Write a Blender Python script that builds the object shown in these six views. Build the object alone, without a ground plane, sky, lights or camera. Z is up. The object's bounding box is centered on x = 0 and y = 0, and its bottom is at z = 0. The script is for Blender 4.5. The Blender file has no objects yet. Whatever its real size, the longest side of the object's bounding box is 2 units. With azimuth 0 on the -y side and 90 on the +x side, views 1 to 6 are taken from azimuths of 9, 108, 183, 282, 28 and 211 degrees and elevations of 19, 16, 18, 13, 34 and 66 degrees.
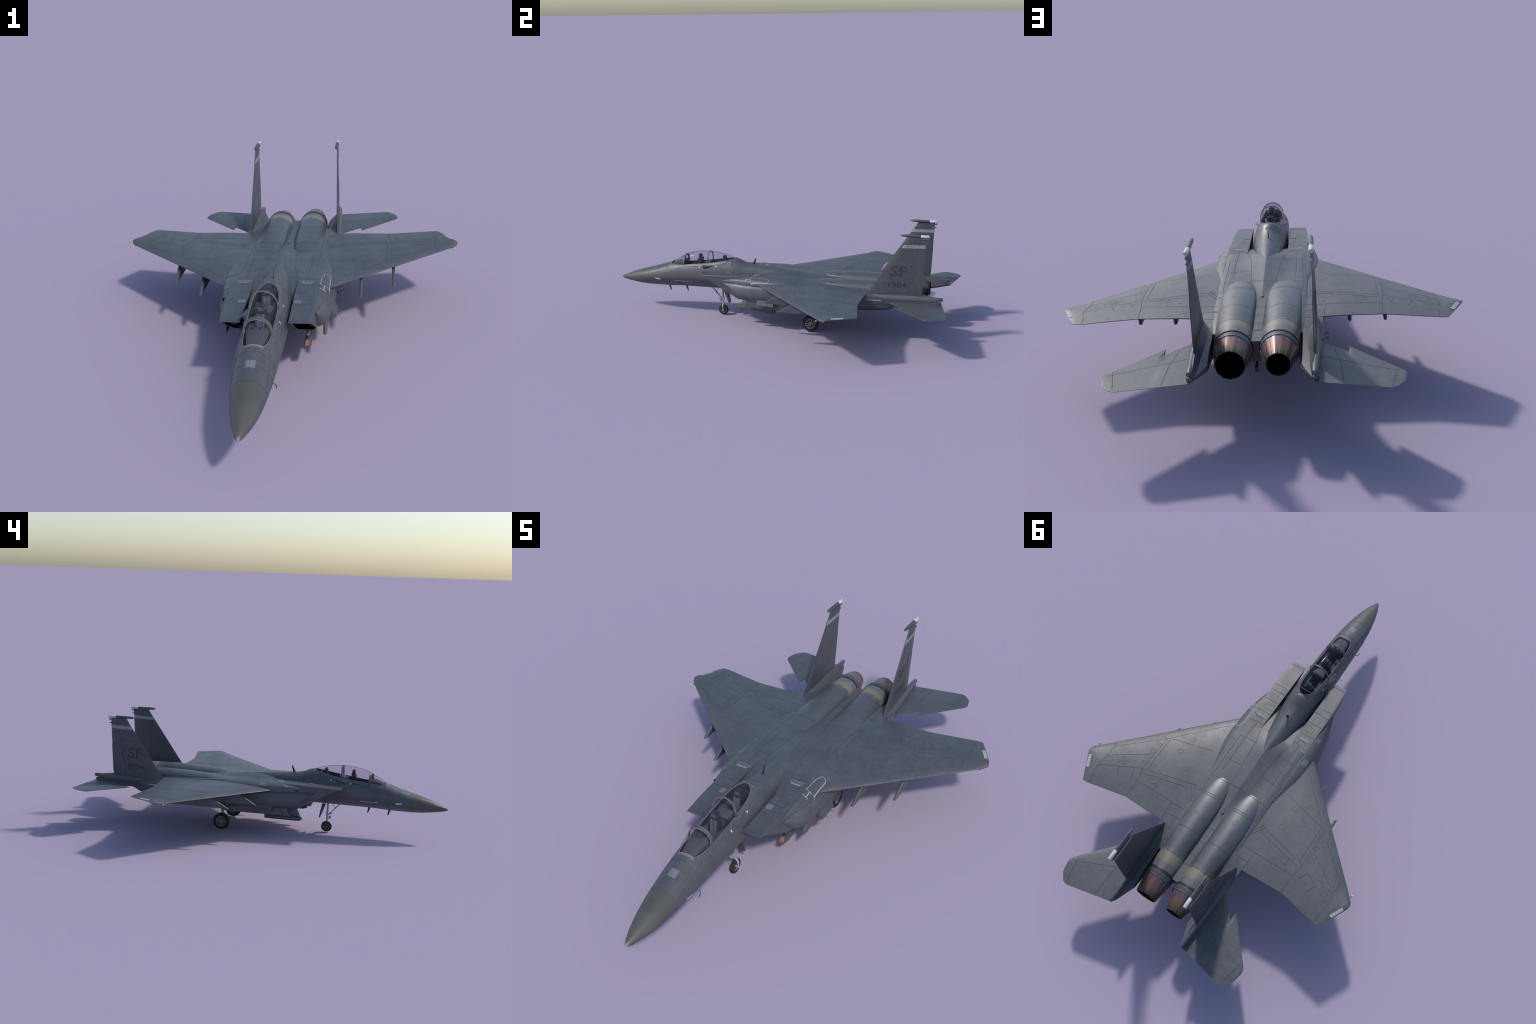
import bpy, math, random
from math import sin, cos, pi, radians, sqrt
from mathutils import Vector, Matrix
from mathutils.bvhtree import BVHTree

random.seed(7)

# ------------------------------------------------------------------ helpers
def curve(*pts):
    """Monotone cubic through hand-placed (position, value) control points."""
    xs = [p[0] for p in pts]; ys = [p[1] for p in pts]; n = len(xs)
    d = [(ys[i+1]-ys[i])/(xs[i+1]-xs[i]) for i in range(n-1)]
    m = [d[0]] + [0 if d[i-1]*d[i] <= 0 else 2*d[i-1]*d[i]/(d[i-1]+d[i]) for i in range(1, n-1)] + [d[-1]]
    def f(x):
        if x <= xs[0]: return ys[0]
        if x >= xs[-1]: return ys[-1]
        i = max(k for k in range(n-1) if xs[k] <= x)
        h = xs[i+1]-xs[i]; t = (x-xs[i])/h
        return ((1+2*t)*(1-t)**2*ys[i] + t*(1-t)**2*h*m[i] + t*t*(3-2*t)*ys[i+1] + t*t*(t-1)*h*m[i+1])
    return f

def line(*pts):
    """Piecewise linear version of curve()."""
    def f(x):
        if x <= pts[0][0]: return pts[0][1]
        for a, b in zip(pts, pts[1:]):
            if x <= b[0]:
                return a[1]+(b[1]-a[1])*(x-a[0])/(b[0]-a[0])
        return pts[-1][1]
    return f

def span(a, b, n):
    return [a+(b-a)*i/(n-1) for i in range(n)]

def loft(rings, closed=True, cap0=True, cap1=True):
    V = [tuple(p) for r in rings for p in r]; n = len(rings[0]); F = []
    for i in range(len(rings)-1):
        for j in range(n if closed else n-1):
            k = (j+1) % n
            F.append((i*n+j, i*n+k, (i+1)*n+k, (i+1)*n+j))
    if closed and cap0: F.append(tuple(range(n-1, -1, -1)))
    if closed and cap1: F.append(tuple(range((len(rings)-1)*n, len(rings)*n)))
    return V, F

def join(*parts):
    V, F = [], []
    for v, f in parts:
        o = len(V); V += list(v); F += [tuple(i+o for i in q) for q in f]
    return V, F

def mirror(part):
    V, F = part
    return [(-x, y, z) for x, y, z in V], [tuple(reversed(f)) for f in F]

def box(x0, x1, y0, y1, z0, z1):
    return loft([[(x0, y, z0), (x1, y, z0), (x1, y, z1), (x0, y, z1)] for y in (y0, y1)])

def tube(path, r, n=10):
    """Round bar through path points; r a number or one radius per point."""
    pts = [Vector(p) for p in path]; rs = r if isinstance(r, (list, tuple)) else [r]*len(pts)
    rings = []
    for i, p in enumerate(pts):
        t = (pts[min(i+1, len(pts)-1)]-pts[max(i-1, 0)]).normalized()
        a = t.cross(Vector((0, 0, 1)))
        if a.length < 1e-3: a = t.cross(Vector((1, 0, 0)))
        a.normalize(); b = t.cross(a)
        rings.append([tuple(p+(a*cos(2*pi*k/n)+b*sin(2*pi*k/n))*rs[i]) for k in range(n)])
    return loft(rings)

def lathe(profile, cx, cz, n=48, cap0=False, cap1=False, ax='y', c0=0):
    """Revolve (position along axis, radius) around a line parallel to y (or x)."""
    rings = []
    for s, r in profile:
        if ax == 'y': rings.append([(cx+r*cos(2*pi*k/n), s, cz+r*sin(2*pi*k/n)) for k in range(n)])
        else: rings.append([(s, cx+r*cos(2*pi*k/n), cz+r*sin(2*pi*k/n)) for k in range(n)])
    return loft(rings, True, cap0, cap1)

def slab(outline, f, thick, edge=.35):
    """Blade with a chamfered rim. outline: 2D points; f maps (a, b, offset) to 3D."""
    n = len(outline); cx = sum(p[0] for p in outline)/n; cy = sum(p[1] for p in outline)/n
    def inset(p, d):
        v = Vector((cx-p[0], cy-p[1])); L = v.length
        return (p[0]+v.x/L*d, p[1]+v.y/L*d)
    h = thick/2; e = thick*edge*2
    rings = [[f(*inset(p, e), -h) for p in outline], [f(*p, -h*.25) for p in outline],
             [f(*p, h*.25) for p in outline], [f(*inset(p, e), h) for p in outline]]
    return loft(rings)

root = bpy.data.objects.new("fighter_jet", None)
bpy.context.scene.collection.objects.link(root)
root["label"] = "dark grey twin tail two seat jet fighter on landing gear"
root["category"] = "fighter jet"

def add(name, part, mat, parent=root, angle=40, smooth=True, stuff=False):
    import bmesh
    me = bpy.data.meshes.new(name)
    me.from_pydata([tuple(v) for v in part[0]], [], part[1])
    bm = bmesh.new(); bm.from_mesh(me)
    bmesh.ops.remove_doubles(bm, verts=bm.verts, dist=1e-5)
    bmesh.ops.dissolve_degenerate(bm, dist=1e-6, edges=bm.edges)
    bmesh.ops.recalc_face_normals(bm, faces=bm.faces)
    bm.to_mesh(me); bm.free()
    me.materials.append(mat)
    if smooth:
        me.shade_smooth(); me.set_sharp_from_angle(angle=radians(angle))
    o = bpy.data.objects.new(name, me)
    bpy.context.scene.collection.objects.link(o)
    o.parent = parent
    if stuff: o["kind"] = "stuff"
    return o

def pair(name, part, mat, **k):
    return add(name, part, mat, **k), add(name, mirror(part), mat, **k)

# ------------------------------------------------------------------ materials
class Nodes:
    def __init__(s, name):
        s.m = bpy.data.materials.new(name); s.m.use_nodes = True
        s.t = s.m.node_tree; s.b = s.t.nodes["Principled BSDF"]
        s.co = s.n("ShaderNodeTexCoord").outputs["Object"]
    def n(s, kind, **props):
        q = s.t.nodes.new(kind)
        for k, v in props.items(): setattr(q, k, v)
        return q
    def set(s, sock, v):
        if hasattr(v, "links") or hasattr(v, "is_linked"): s.t.links.new(v, sock)
        else: sock.default_value = v
    def noise(s, scale, stretch=(1, 1, 1), detail=4, rough=.55):
        mp = s.n("ShaderNodeMapping"); s.set(mp.inputs["Vector"], s.co); mp.inputs["Scale"].default_value = stretch
        q = s.n("ShaderNodeTexNoise"); s.set(q.inputs["Vector"], mp.outputs[0])
        q.inputs["Scale"].default_value = scale; q.inputs["Detail"].default_value = detail; q.inputs["Roughness"].default_value = rough
        return q.outputs["Fac"]
    def ramp(s, fac, *stops, mode='LINEAR'):
        q = s.n("ShaderNodeValToRGB"); s.set(q.inputs[0], fac); r = q.color_ramp; r.interpolation = mode
        while len(r.elements) < len(stops): r.elements.new(.5)
        for e, (p, c) in zip(r.elements, stops):
            e.position = p; e.color = (c, c, c, 1) if isinstance(c, (int, float)) else (*c, 1)
        return q.outputs[0]
    def mix(s, fac, a, b, mode='MIX'):
        q = s.n("ShaderNodeMix", data_type='RGBA', blend_type=mode)
        for k, v in ((0, fac), (6, a), (7, b)):
            s.set(q.inputs[k], (*v, 1) if isinstance(v, tuple) and len(v) == 3 else v)
        return q.outputs[2]
    def math(s, op, a, b=0.):
        q = s.n("ShaderNodeMath", operation=op); s.set(q.inputs[0], a); s.set(q.inputs[1], b); return q.outputs[0]
    def xyz(s):
        q = s.n("ShaderNodeSeparateXYZ"); s.set(q.inputs[0], s.co); return q.outputs
    def finish(s, colour, rough=.5, metal=0., spec=.4, bump=None, bstr=.1):
        s.set(s.b.inputs["Base Color"], (*colour, 1) if isinstance(colour, tuple) else colour)
        s.set(s.b.inputs["Roughness"], rough); s.b.inputs["Metallic"].default_value = metal
        s.b.inputs["Specular IOR Level"].default_value = spec
        if bump is not None:
            q = s.n("ShaderNodeBump"); q.inputs["Strength"].default_value = bstr; q.inputs["Distance"].default_value = .002
            s.set(q.inputs["Height"], bump); s.set(s.b.inputs["Normal"], q.outputs[0])
        return s.m

def sc(c, k): return tuple(v*k for v in c)

def paint(name, c, mottle=.16, streak=.14, rough=.46, stretch=(1, .25, 1)):
    s = Nodes(name)
    big = s.ramp(s.noise(9, detail=5), (.3, 1-mottle), (.7, 1+mottle*.5))
    st = s.ramp(s.noise(60, stretch=stretch, detail=3), (.3, 1-streak), (.7, 1+streak*.6))
    hair = s.ramp(s.noise(150, stretch=(.12, 1, 1), detail=2), (.35, 1-streak*.5), (.65, 1+streak*.45))
    fleck = s.ramp(s.noise(170, detail=3, rough=.7), (.66, 1.), (.74, 1.45))
    spots = s.ramp(s.noise(34, detail=6, rough=.7), (.62, 1.), (.78, 1-mottle))
    col = s.mix(1., s.mix(1., s.mix(1., c, big, 'MULTIPLY'), st, 'MULTIPLY'), spots, 'MULTIPLY')
    col = s.mix(1., s.mix(1., col, hair, 'MULTIPLY'), fleck, 'MULTIPLY')
    warm = s.mix(s.ramp(s.noise(5, detail=3), (.45, 0.), (.7, .35)), col, sc((c[0]*1.06, c[1]*1.02, c[2]*.94), 1.))
    return s.finish(warm, s.ramp(s.noise(20), (.3, rough-.03), (.7, rough+.04)), spec=.5)

def plain(name, c, rough=.5, metal=0., spec=.4, var=.12):
    s = Nodes(name)
    v = s.ramp(s.noise(45, detail=4), (.3, 1-var), (.7, 1+var*.5))
    return s.finish(s.mix(1., c, v, 'MULTIPLY'), rough, metal, spec)

GREY = (.069, .076, .089)
M_grey = paint("airframe_grey_paint", GREY)
M_wing = paint("wing_grey_paint", GREY, stretch=(1, .4, 1))
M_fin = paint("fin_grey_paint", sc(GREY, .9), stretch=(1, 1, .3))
M_dark = paint("dark_panel_grey", sc(GREY, .80))
M_tank = paint("tank_grey_paint", sc(GREY, 1.0), stretch=(1, .3, 1))
M_line = plain("panel_line_dark", sc(GREY, .80), .7, spec=.2)  # seam colour, a little darker than the base grey
M_linel = plain("panel_line_worn", sc(GREY, 1.28), .6, spec=.3)
M_white = plain("stencil_white", (.36, .37, .39), .6)
M_bright = plain("bright_white_cap", (.48, .49, .51), .45)
M_faint = plain("faint_grey_stencil", sc(GREY, 1.9), .6)
M_insig = plain("insignia_outline_grey", sc(GREY, 1.55), .6)
M_pale = plain("pale_panel_grey", sc(GREY, 2.0), .6)
M_band = paint("fin_tip_band_grey", (.25, .25, .255), stretch=(1, 1, .3))
M_letter = plain("tail_letter_black", (.036, .037, .04), .6)
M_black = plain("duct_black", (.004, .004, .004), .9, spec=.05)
M_soot = plain("soot_dark_metal", (.03, .031, .034), .55, .3)
M_red = plain("marking_red", (.42, .05, .04), .5)
M_green = plain("lamp_green", (.02, .16, .04), .4)
M_beige = plain("formation_strip_beige", (.31, .29, .24), .5)
M_seal = plain("canopy_seal_beige", (.32, .25, .23), .6)
M_strut = plain("gear_light_metal", (.32, .33, .33), .45, .2)
M_tyre = plain("tyre_rubber", (.022, .022, .023), .8, spec=.2)
M_rim = plain("wheel_rim_grey", (.17, .175, .18), .5, .2)
M_cock = plain("cockpit_dark_green", (.022, .034, .034), .7)
M_seat = plain("seat_grey_fabric", (.10, .105, .10), .8, var=.5)
M_coam = plain("coaming_dark_grey", (.060, .066, .068), .8)

def radome_mat():
    s = Nodes("radome_grey_paint")
    c = (.074, .076, .073)
    big = s.ramp(s.noise(10, detail=5), (.3, .9), (.7, 1.06))
    st = s.ramp(s.noise(40, stretch=(1, .2, 1), detail=3), (.3, .92), (.7, 1.05))
    y = s.xyz()[1]
    tip = s.ramp(s.math('ADD', y, 1.), (.0, (.22, .22, .21)), (.012, c))
    col = s.mix(1., s.mix(1., tip, big, 'MULTIPLY'), st, 'MULTIPLY')
    return s.finish(col, .42, spec=.4)
M_radome = radome_mat()

def nacelle_mat():
    """Grey paint running into a ragged heat-yellowed band and a lilac steel band at the rear."""
    s = Nodes("nacelle_heat_banded_paint")
    y = s.xyz()[1]
    rag = s.math('MULTIPLY', s.math('SUBTRACT', s.noise(90, stretch=(1, .08, 1), detail=3), .5), .045)
    yy = s.math('ADD', y, rag)
    pos = lambda v: (v-.5)*4
    u = s.math('MULTIPLY', s.math('SUBTRACT', yy, .5), 4.)
    u2 = s.math('MULTIPLY', s.math('SUBTRACT', y, .5), 4.)
    mott = s.ramp(s.noise(12, detail=5), (.3, .86), (.7, 1.06))
    grain = s.ramp(s.noise(60, stretch=(1, .2, 1)), (.3, .92), (.7, 1.05))
    base = s.mix(1., s.mix(1., GREY, mott, 'MULTIPLY'), grain, 'MULTIPLY')
    heat = s.ramp(u, (pos(.60), GREY), (pos(.645), (.088, .09, .088)), (pos(.667), (.165, .162, .118)), (pos(.69), (.158, .155, .118)), (pos(.71), (.125, .12, .11)))
    f1 = s.ramp(u, (pos(.63), 0.), (pos(.66), 1.))
    col = s.mix(f1, base, heat)
    seg = s.ramp(s.noise(120, stretch=(1, .03, 1), detail=2), (.35, .72), (.6, 1.05))
    lil = s.mix(1., (.125, .113, .135), seg, 'MULTIPLY')
    f2 = s.ramp(u2, (pos(.704), 0.), (pos(.708), 1.))
    col = s.mix(f2, col, lil)
    return s.finish(col, .42, spec=.6)
M_nac = nacelle_mat()

def petal_mat():
    """Heat-tinted nozzle petals: lilac at the hinge, rose, bronze, dark at the lip."""
    s = Nodes("nozzle_heat_tinted_metal")
    y = s.xyz()[1]
    w = s.math('MULTIPLY', s.math('SUBTRACT', s.noise(40, detail=3), .5), .02)
    u = s.math('MULTIPLY', s.math('SUBTRACT', s.math('ADD', y, w), .76), 9.)
    col = s.ramp(u, (.10, (.135, .108, .15)), (.26, (.155, .094, .118)), (.42, (.205, .10, .09)), (.58, (.16, .108, .07)), (.78, (.092, .06, .048)), (.97, (.045, .036, .033)))
    st = s.ramp(s.noise(50, stretch=(1, .1, 1)), (.3, .75), (.7, 1.1))
    return s.finish(s.mix(1., col, st, 'MULTIPLY'), .38, .45, .5)
M_petal = petal_mat()

def rib_mat():
    s = Nodes("ribbed_ring_metal")
    st = s.ramp(s.noise(220, stretch=(1, .02, 1), detail=1), (.4, (.045, .047, .052)), (.6, (.085, .088, .094)))
    return s.finish(st, .5, .3)
M_rib = rib_mat()

def glass_mat():
    m = bpy.data.materials.new("canopy_tinted_glass"); m.use_nodes = True
    t = m.node_tree; t.nodes.clear()
    out = t.nodes.new("ShaderNodeOutputMaterial"); mix = t.nodes.new("ShaderNodeMixShader")
    tr = t.nodes.new("ShaderNodeBsdfTransparent"); tr.inputs[0].default_value = (.91, .90, .95, 1)
    gl = t.nodes.new("ShaderNodeBsdfPrincipled"); gl.inputs["Base Color"].default_value = (.17, .17, .29, 1)
    gl.inputs["Roughness"].default_value = .08
    lw = t.nodes.new("ShaderNodeLayerWeight"); lw.inputs[0].default_value = .12
    mul = t.nodes.new("ShaderNodeMath"); mul.operation = 'MULTIPLY_ADD'; mul.inputs[1].default_value = .28; mul.inputs[2].default_value = .05
    t.links.new(lw.outputs["Fresnel"], mul.inputs[0]); t.links.new(mul.outputs[0], mix.inputs[0])
    t.links.new(tr.outputs[0], mix.inputs[1]); t.links.new(gl.outputs[0], mix.inputs[2]); t.links.new(mix.outputs[0], out.inputs[0])
    return m
M_glass = glass_mat()

# ------------------------------------------------------------------ forward fuselage
f_w = curve((-1.0, .0004), (-.99, .008), (-.97, .0168), (-.93, .0302), (-.88, .0425), (-.80, .0562), (-.70, .0650), (-.60, .0692), (-.5, .0715), (-.3, .0740), (-.2, .0715), (-.125, .064), (-.05, .054), (0, .044), (.04, .030), (.07, .018))
f_top = curve((-1.0, .1834), (-.99, .193), (-.972, .2015), (-.905, .2285), (-.85, .2465), (-.80, .2605), (-.733, .2815), (-.675, .300), (-.655, .3062), (-.262, .356), (-.2, .3345), (-.15, .3265), (-.1, .3215), (0, .3135), (.07, .308))
f_bot = curve((-1.0, .1826), (-.99, .177), (-.972, .172), (-.905, .1615), (-.85, .1555), (-.80, .1525), (-.69, .1535), (-.58, .159), (-.49, .160), (-.35, .162), (-.2, .163), (.07, .17))
f_mid = curve((-1.0, .183), (-.9, .195), (-.8, .2085), (-.7, .218), (-.6, .226), (-.45, .232), (-.3, .238), (-.1, .25), (.07, .27))
f_sx = curve((-.656, .029), (-.64, .036), (-.60, .0425), (-.55, .0445), (-.45, .046), (-.38, .0445), (-.33, .040), (-.30, .033), (-.28, .022), (-.268, .008))
f_sz = curve((-.656, .2988), (-.64, .2978), (-.60, .2996), (-.565, .302), (-.488, .3115), (-.411, .3225), (-.355, .3325), (-.32, .3395), (-.29, .3468), (-.268, .3548))
f_nb = curve((-1.0, 2.0), (-.88, 1.95), (-.78, 1.6), (-.65, 1.4), (-.3, 1.4), (.07, 1.6))
CK0, CK1 = -.655, -.268

def fus_half(y, open_=None):
    """Half section from bottom centre up to top centre; returns outer points and tub points."""
    w, zm, zb = f_w(y), f_mid(y), f_bot(y)
    nt, nb = 2.0, f_nb(y)
    NB, NU, NT = 12, 12, 8
    pts = []
    for i in range(NB):
        a = pi/2*(1-i/NB)
        pts.append((w*cos(a)**(2/nb), zm-(zm-zb)*sin(a)**(2/nb)))
    if CK0-.002 <= y <= CK1+.002:
        sx, sz = min(f_sx(y), w*.98), f_sz(y)
        h = (sz-zm)/sqrt(max(.05, 1-(sx/w)**2)); a_s = math.acos(sx/w)
    else:
        h = f_top(y)-zm; sx = .6*w; a_s = math.acos(.6)
    for i in range(NU+1):
        a = a_s*i/NU
        pts.append((w*cos(a), zm+h*sin(a)))
    tub = []
    if open_:
        sx, sz = pts[-1]; fl = .262
        for fx, z in ((.95, sz+.0005), (.93, sz-.006), (.92, sz-.02), (.90, (sz+fl)/2), (.86, fl+.006), (.75, fl), (.4, fl), (0, fl)):
            tub.append((sx*fx, z))
    else:
        for i in range(1, NT+1):
            a = a_s+(pi/2-a_s)*i/NT
            tub.append((w*cos(a), zm+h*sin(a)))
    return pts, tub

def fus_rings(ys, open_):
    rings = []
    for y in ys:
        p, t = fus_half(y, open_)
        half = p+t
        rings.append([(x, y, z) for x, z in half]+[(-x, y, z) for x, z in half[-2:0:-1]])
    return rings

nose_y = [-1.0, -.997, -.99, -.98, -.965]+span(-.95, -.80, 12)
add("radome", loft(fus_rings(nose_y, False)), M_radome)
seg = span(-.80, -.657, 10)
front = loft(fus_rings(seg, False), cap0=False, cap1=False)
rear = loft(fus_rings([CK1+.004, -.255, -.24, -.22]+span(-.2, .07, 16), False), cap0=False, cap1=True)
ck_y = [CK0, -.648]+span(-.64, -.29, 30)+[-.283, -.276, CK1]
side = []
for sgn in (1, -1):
    rr = []
    for y in ck_y:
        p, t = fus_half(y, True)
        rr.append([(sgn*x, y, z) for x, z in p+[t[0]]])
    side.append(loft(rr, closed=False))
# joins between closed and open sections
def collar(ya, yb):
    a = fus_rings([ya], False)[0]; b = fus_rings([yb], False)[0]
    return loft([a, b], cap0=False, cap1=False)
add("forward_fuselage", join(front, collar(-.657, CK0), side[0], side[1], collar(CK1, CK1+.004), rear), M_grey)
tub = []
for y in ck_y:
    p, t = fus_half(y, True)
    h = t
    tub.append([(x, y, z-.0008) for x, z in h]+[(-x, y, z-.0008) for x, z in h[-2::-1]])
tv, tf = loft(tub, closed=False)
n = len(tub[0])
for r0 in (0, len(tub)-1):   # end walls of the tub
    tf.append(tuple(range(r0*n, r0*n+n)))
add("cockpit_tub", (tv, tf), M_cock)

# ------------------------------------------------------------------ canopy
c_top = curve((-.664, .304), (-.64, .3195), (-.613, .334), (-.578, .354), (-.54, .3705), (-.484, .3815), (-.42, .3855), (-.363, .381), (-.318, .3735), (-.29, .365), (-.262, .3555))
def can_half(y, grow=0., n=14):
    sx, sz, ct = f_sx(y)+.0012+grow, f_sz(y)-.0005, c_top(y)+grow
    out = []
    for i in range(n+1):
        a = pi/2*i/n
        e = 2/2.15
        out.append((sx*(1+.05*sin(2*a))*cos(a)**e, sz+(ct-sz)*sin(a)**e))
    return out
def can_ring(y, grow=0.):
    h = can_half(y, grow)
    return [(x, y, z) for x, z in h]+[(-x, y, z) for x, z in h[-2::-1]]
can_y = [-.657, -.65]+span(-.64, -.285, 34)+[-.278, -.272, -.266]
add("canopy_glass", loft([can_ring(y) for y in can_y], closed=False), M_glass, angle=60)
def bow(y, wy, t):
    rings = []
    for yy, g in ((y-wy/2, .0004), (y-wy/2, .0004+t), (y+wy/2, .0004+t), (y+wy/2, .0004)):
        rings.append(can_ring(yy, g-.0006))
    rings.append(rings[0])
    return loft(rings, closed=False)
add("canopy_frame", bow(-.572, .0095, .0018), M_grey)
add("canopy_frame", bow(-.418, .005, .0016), M_grey)
for y0 in (-.5775, -.5665, -.4212, -.4148):
    add("canopy_seal", tube(can_ring(y0, -.0008), .0008, 6), M_seal)
ys = [-.6562]+span(-.65, -.285, 40)+[-.278, -.272, -.268]
rim = [(f_sx(y)-.0005, y, f_sz(y)+.0008) for y in ys]
rim = [(0, -.6575, .3072), (.016, -.6572, .3055)]+rim
add("canopy_seal", tube(rim+[(-x, y, z) for x, y, z in rim[::-1]], .0011, 6), M_seal)
# sill strip: the slightly raised canopy rail on both sides
rail = []
for y in span(-.575, -.30, 30):
    p, t = fus_half(y, True)
    q = p[-1]; o = p[-3]
    rail.append([(q[0]+.0006, y, q[1]+.0012), (o[0]+.0018, y, o[1]+.0004), (o[0]-.002, y, o[1]-.003), (q[0]-.002, y, q[1]-.003)])
pair("canopy_rail", loft(rail), M_grey)

# cockpit fittings
def seat(y):
    parts = [box(-.019, .019, y-.004, y+.014, .262, .343), box(-.010, .010, y-.003, y+.012, .343, .3565),
             box(-.012, .012, y-.005, y+.010, .3565, .363), box(-.018, .018, y-.040, y+.004, .258, .272),
             box(-.0195, -.0155, y-.010, y+.006, .272, .338), box(.0155, .0195, y-.010, y+.006, .272, .338),
             box(-.004, .004, y-.007, y-.003, .30, .335), box(-.0025, .0025, y-.001, y+.003, .363, .367)]
    return join(*parts)
for y in (-.482, -.330):
    s = add("ejection_seat", seat(y), M_cock)
    add("seat_cushion", join(box(-.0145, .0145, y-.0075, y-.0042, .276, .333), box(-.0095, .0095, y-.0062, y-.0032, .344, .356),
                             box(-.0145, .0145, y-.038, y-.008, .2722, .2765)), M_seat, parent=s)
    add("harness_strap", join(box(-.010, -.006, y-.0085, y-.0076, .28, .335), box(.006, .010, y-.0085, y-.0076, .28, .335)), M_faint, parent=s)
    add("eject_handle", box(.021, .0225, y-.022, y-.019, .285, .312), M_green, parent=s)
def coaming(y0, y1, z0, z1, w0, w1, drop):
    rings = []
    for t in span(0, 1, 7):
        y = y0+(y1-y0)*t; w = w0+(w1-w0)*t; z = z0+(z1-z0)*(1-(1-t)**1.6)
        rings.append([(w*cos(a), y, z-drop+drop*sin(a)**.8) for a in span(0, pi, 15)]+[(-w, y, .25), (w, y, .25)])
    return loft(rings)
add("instrument_coaming", coaming(-.653, -.575, .302, .3265, .026, .036, .016), M_coam)
add("instrument_coaming", coaming(-.452, -.408, .318, .3335, .022, .031, .012), M_coam)
add("instrument_panel", join(box(-.030, .030, -.574, -.571, .262, .325), box(-.027, .027, -.407, -.404, .262, .330),
                             box(-.040, -.0215, -.555, -.47, .25, .293), box(.0215, .040, -.555, -.47, .25, .293), box(-.038, -.0215, -.40, -.32, .25, .308), box(.0215, .038, -.40, -.32, .25, .308)), M_coam)
add("display_screen", join(*[box(x-.007, x+.007, y, y+.0006, z-.007, z+.007) for x in (-.017, 0, .017) for y, z in ((-.5708, .300), (-.4038, .305))]), M_black)
add("head_up_display", join(box(-.0012-.011, -.011, -.588, -.576, .324, .345), box(.011, .0122, -.588, -.576, .324, .345)), M_coam)
add("head_up_display_glass", loft([[(.010*cos(a), -.582+.008*sin(a)*.6, .334+.011*sin(a)+d) for a in span(0, 2*pi, 21)[:-1]] for d in (0, .0006)]), M_glass)
add("seat_bulkhead", join(box(-.034, .034, -.45, -.446, .24, .322), box(-.030, .030, -.302, -.298, .24, .346)), M_cock)

# small triangular winglets below the canopy sill
wing_let = ([(.048, -.452, .3125), (.0735, -.4405, .3075), (.050, -.365, .3145), (.058, -.448, .2935), (.0645, -.443, .2975), (.054, -.375, .305), (.035, -.45, .30), (.035, -.37, .305)],
            [(0, 1, 2), (0, 3, 4, 1), (1, 4, 5, 2), (3, 5, 4), (0, 6, 3), (0, 2, 7, 6), (2, 5, 7), (3, 6, 7, 5)])
pair("canopy_winglet", wing_let, M_grey, smooth=False)

# ------------------------------------------------------------------ centre fuselage (deck, roof ridge, belly)
d_ridge = curve((-.05, .3005), (0, .309), (.03, .3105), (.1, .3055), (.19, .2975), (.25, .291), (.3, .2855), (.345, .2815), (.39, .277), (.45, .2745), (.55, .272), (.66, .270))
d_rx = curve((-.05, .060), (.025, .0575), (.25, .046), (.30, .034), (.345, .022), (.4, .020), (.66, .020))
d_rz = curve((-.05, .2925), (-.01, .2972), (.025, .2985), (.1, .296), (.19, .2905), (.25, .2855), (.3, .281), (.345, .279), (.39, .2765), (.45, .2745), (.55, .272), (.66, .269))
d_z = curve((-.437, .280), (-.285, .287), (-.2, .2900), (-.084, .2930), (0, .2920), (.1, .2900), (.19, .288), (.25, .2860), (.345, .2815), (.45, .2755), (.555, .2698), (.66, .2575))
d_w = curve((-.05, .157), (.45, .157), (.55, .152), (.66, .1455))
b_z = curve((-.23, .160), (-.19, .1505), (-.15, .150), (-.05, .151), (.2, .152), (.45, .154), (.55, .163), (.66, .185))
def deck_ring(y):
    w, zb, zd = d_w(y), b_z(y), d_z(y)
    h = [(0, d_ridge(y)), (.003, d_ridge(y)-.0004), (d_rx(y)*.4, d_ridge(y)*.55+d_rz(y)*.45), (d_rx(y)*.7, d_ridge(y)*.25+d_rz(y)*.75), (d_rx(y), d_rz(y)), (.08, zd+.0008), (.12, zd+.0004), (w-.004, zd), (w-.001, zd-.0012), (w, zd-.004), (w, .22), (w-.001, zb+.03)]
    for a in span(0, pi/2, 7): h.append((w-.026+.025*cos(a), zb+.025-.025*sin(a)))
    h += [(.08, zb), (.03, zb+.004), (0, zb+.004)]
    return [(x, y, z) for x, z in h]+[(-x, y, z) for x, z in h[-2:0:-1]]
add("centre_fuselage", loft([deck_ring(y) for y in span(-.045, .658, 46)]), M_grey, angle=28)
# ramp between the intakes, rising to the deck behind the splitter slots
ramp_z = curve((-.26, .235), (-.2, .262), (-.12, .283), (-.044, .2925))
add("boundary_layer_ramp", loft([[(.080, y, ramp_z(y)), (-.080, y, ramp_z(y)), (-.080, y, .158), (.080, y, .158)] for y in span(-.26, -.044, 14)]), M_grey)

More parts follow.
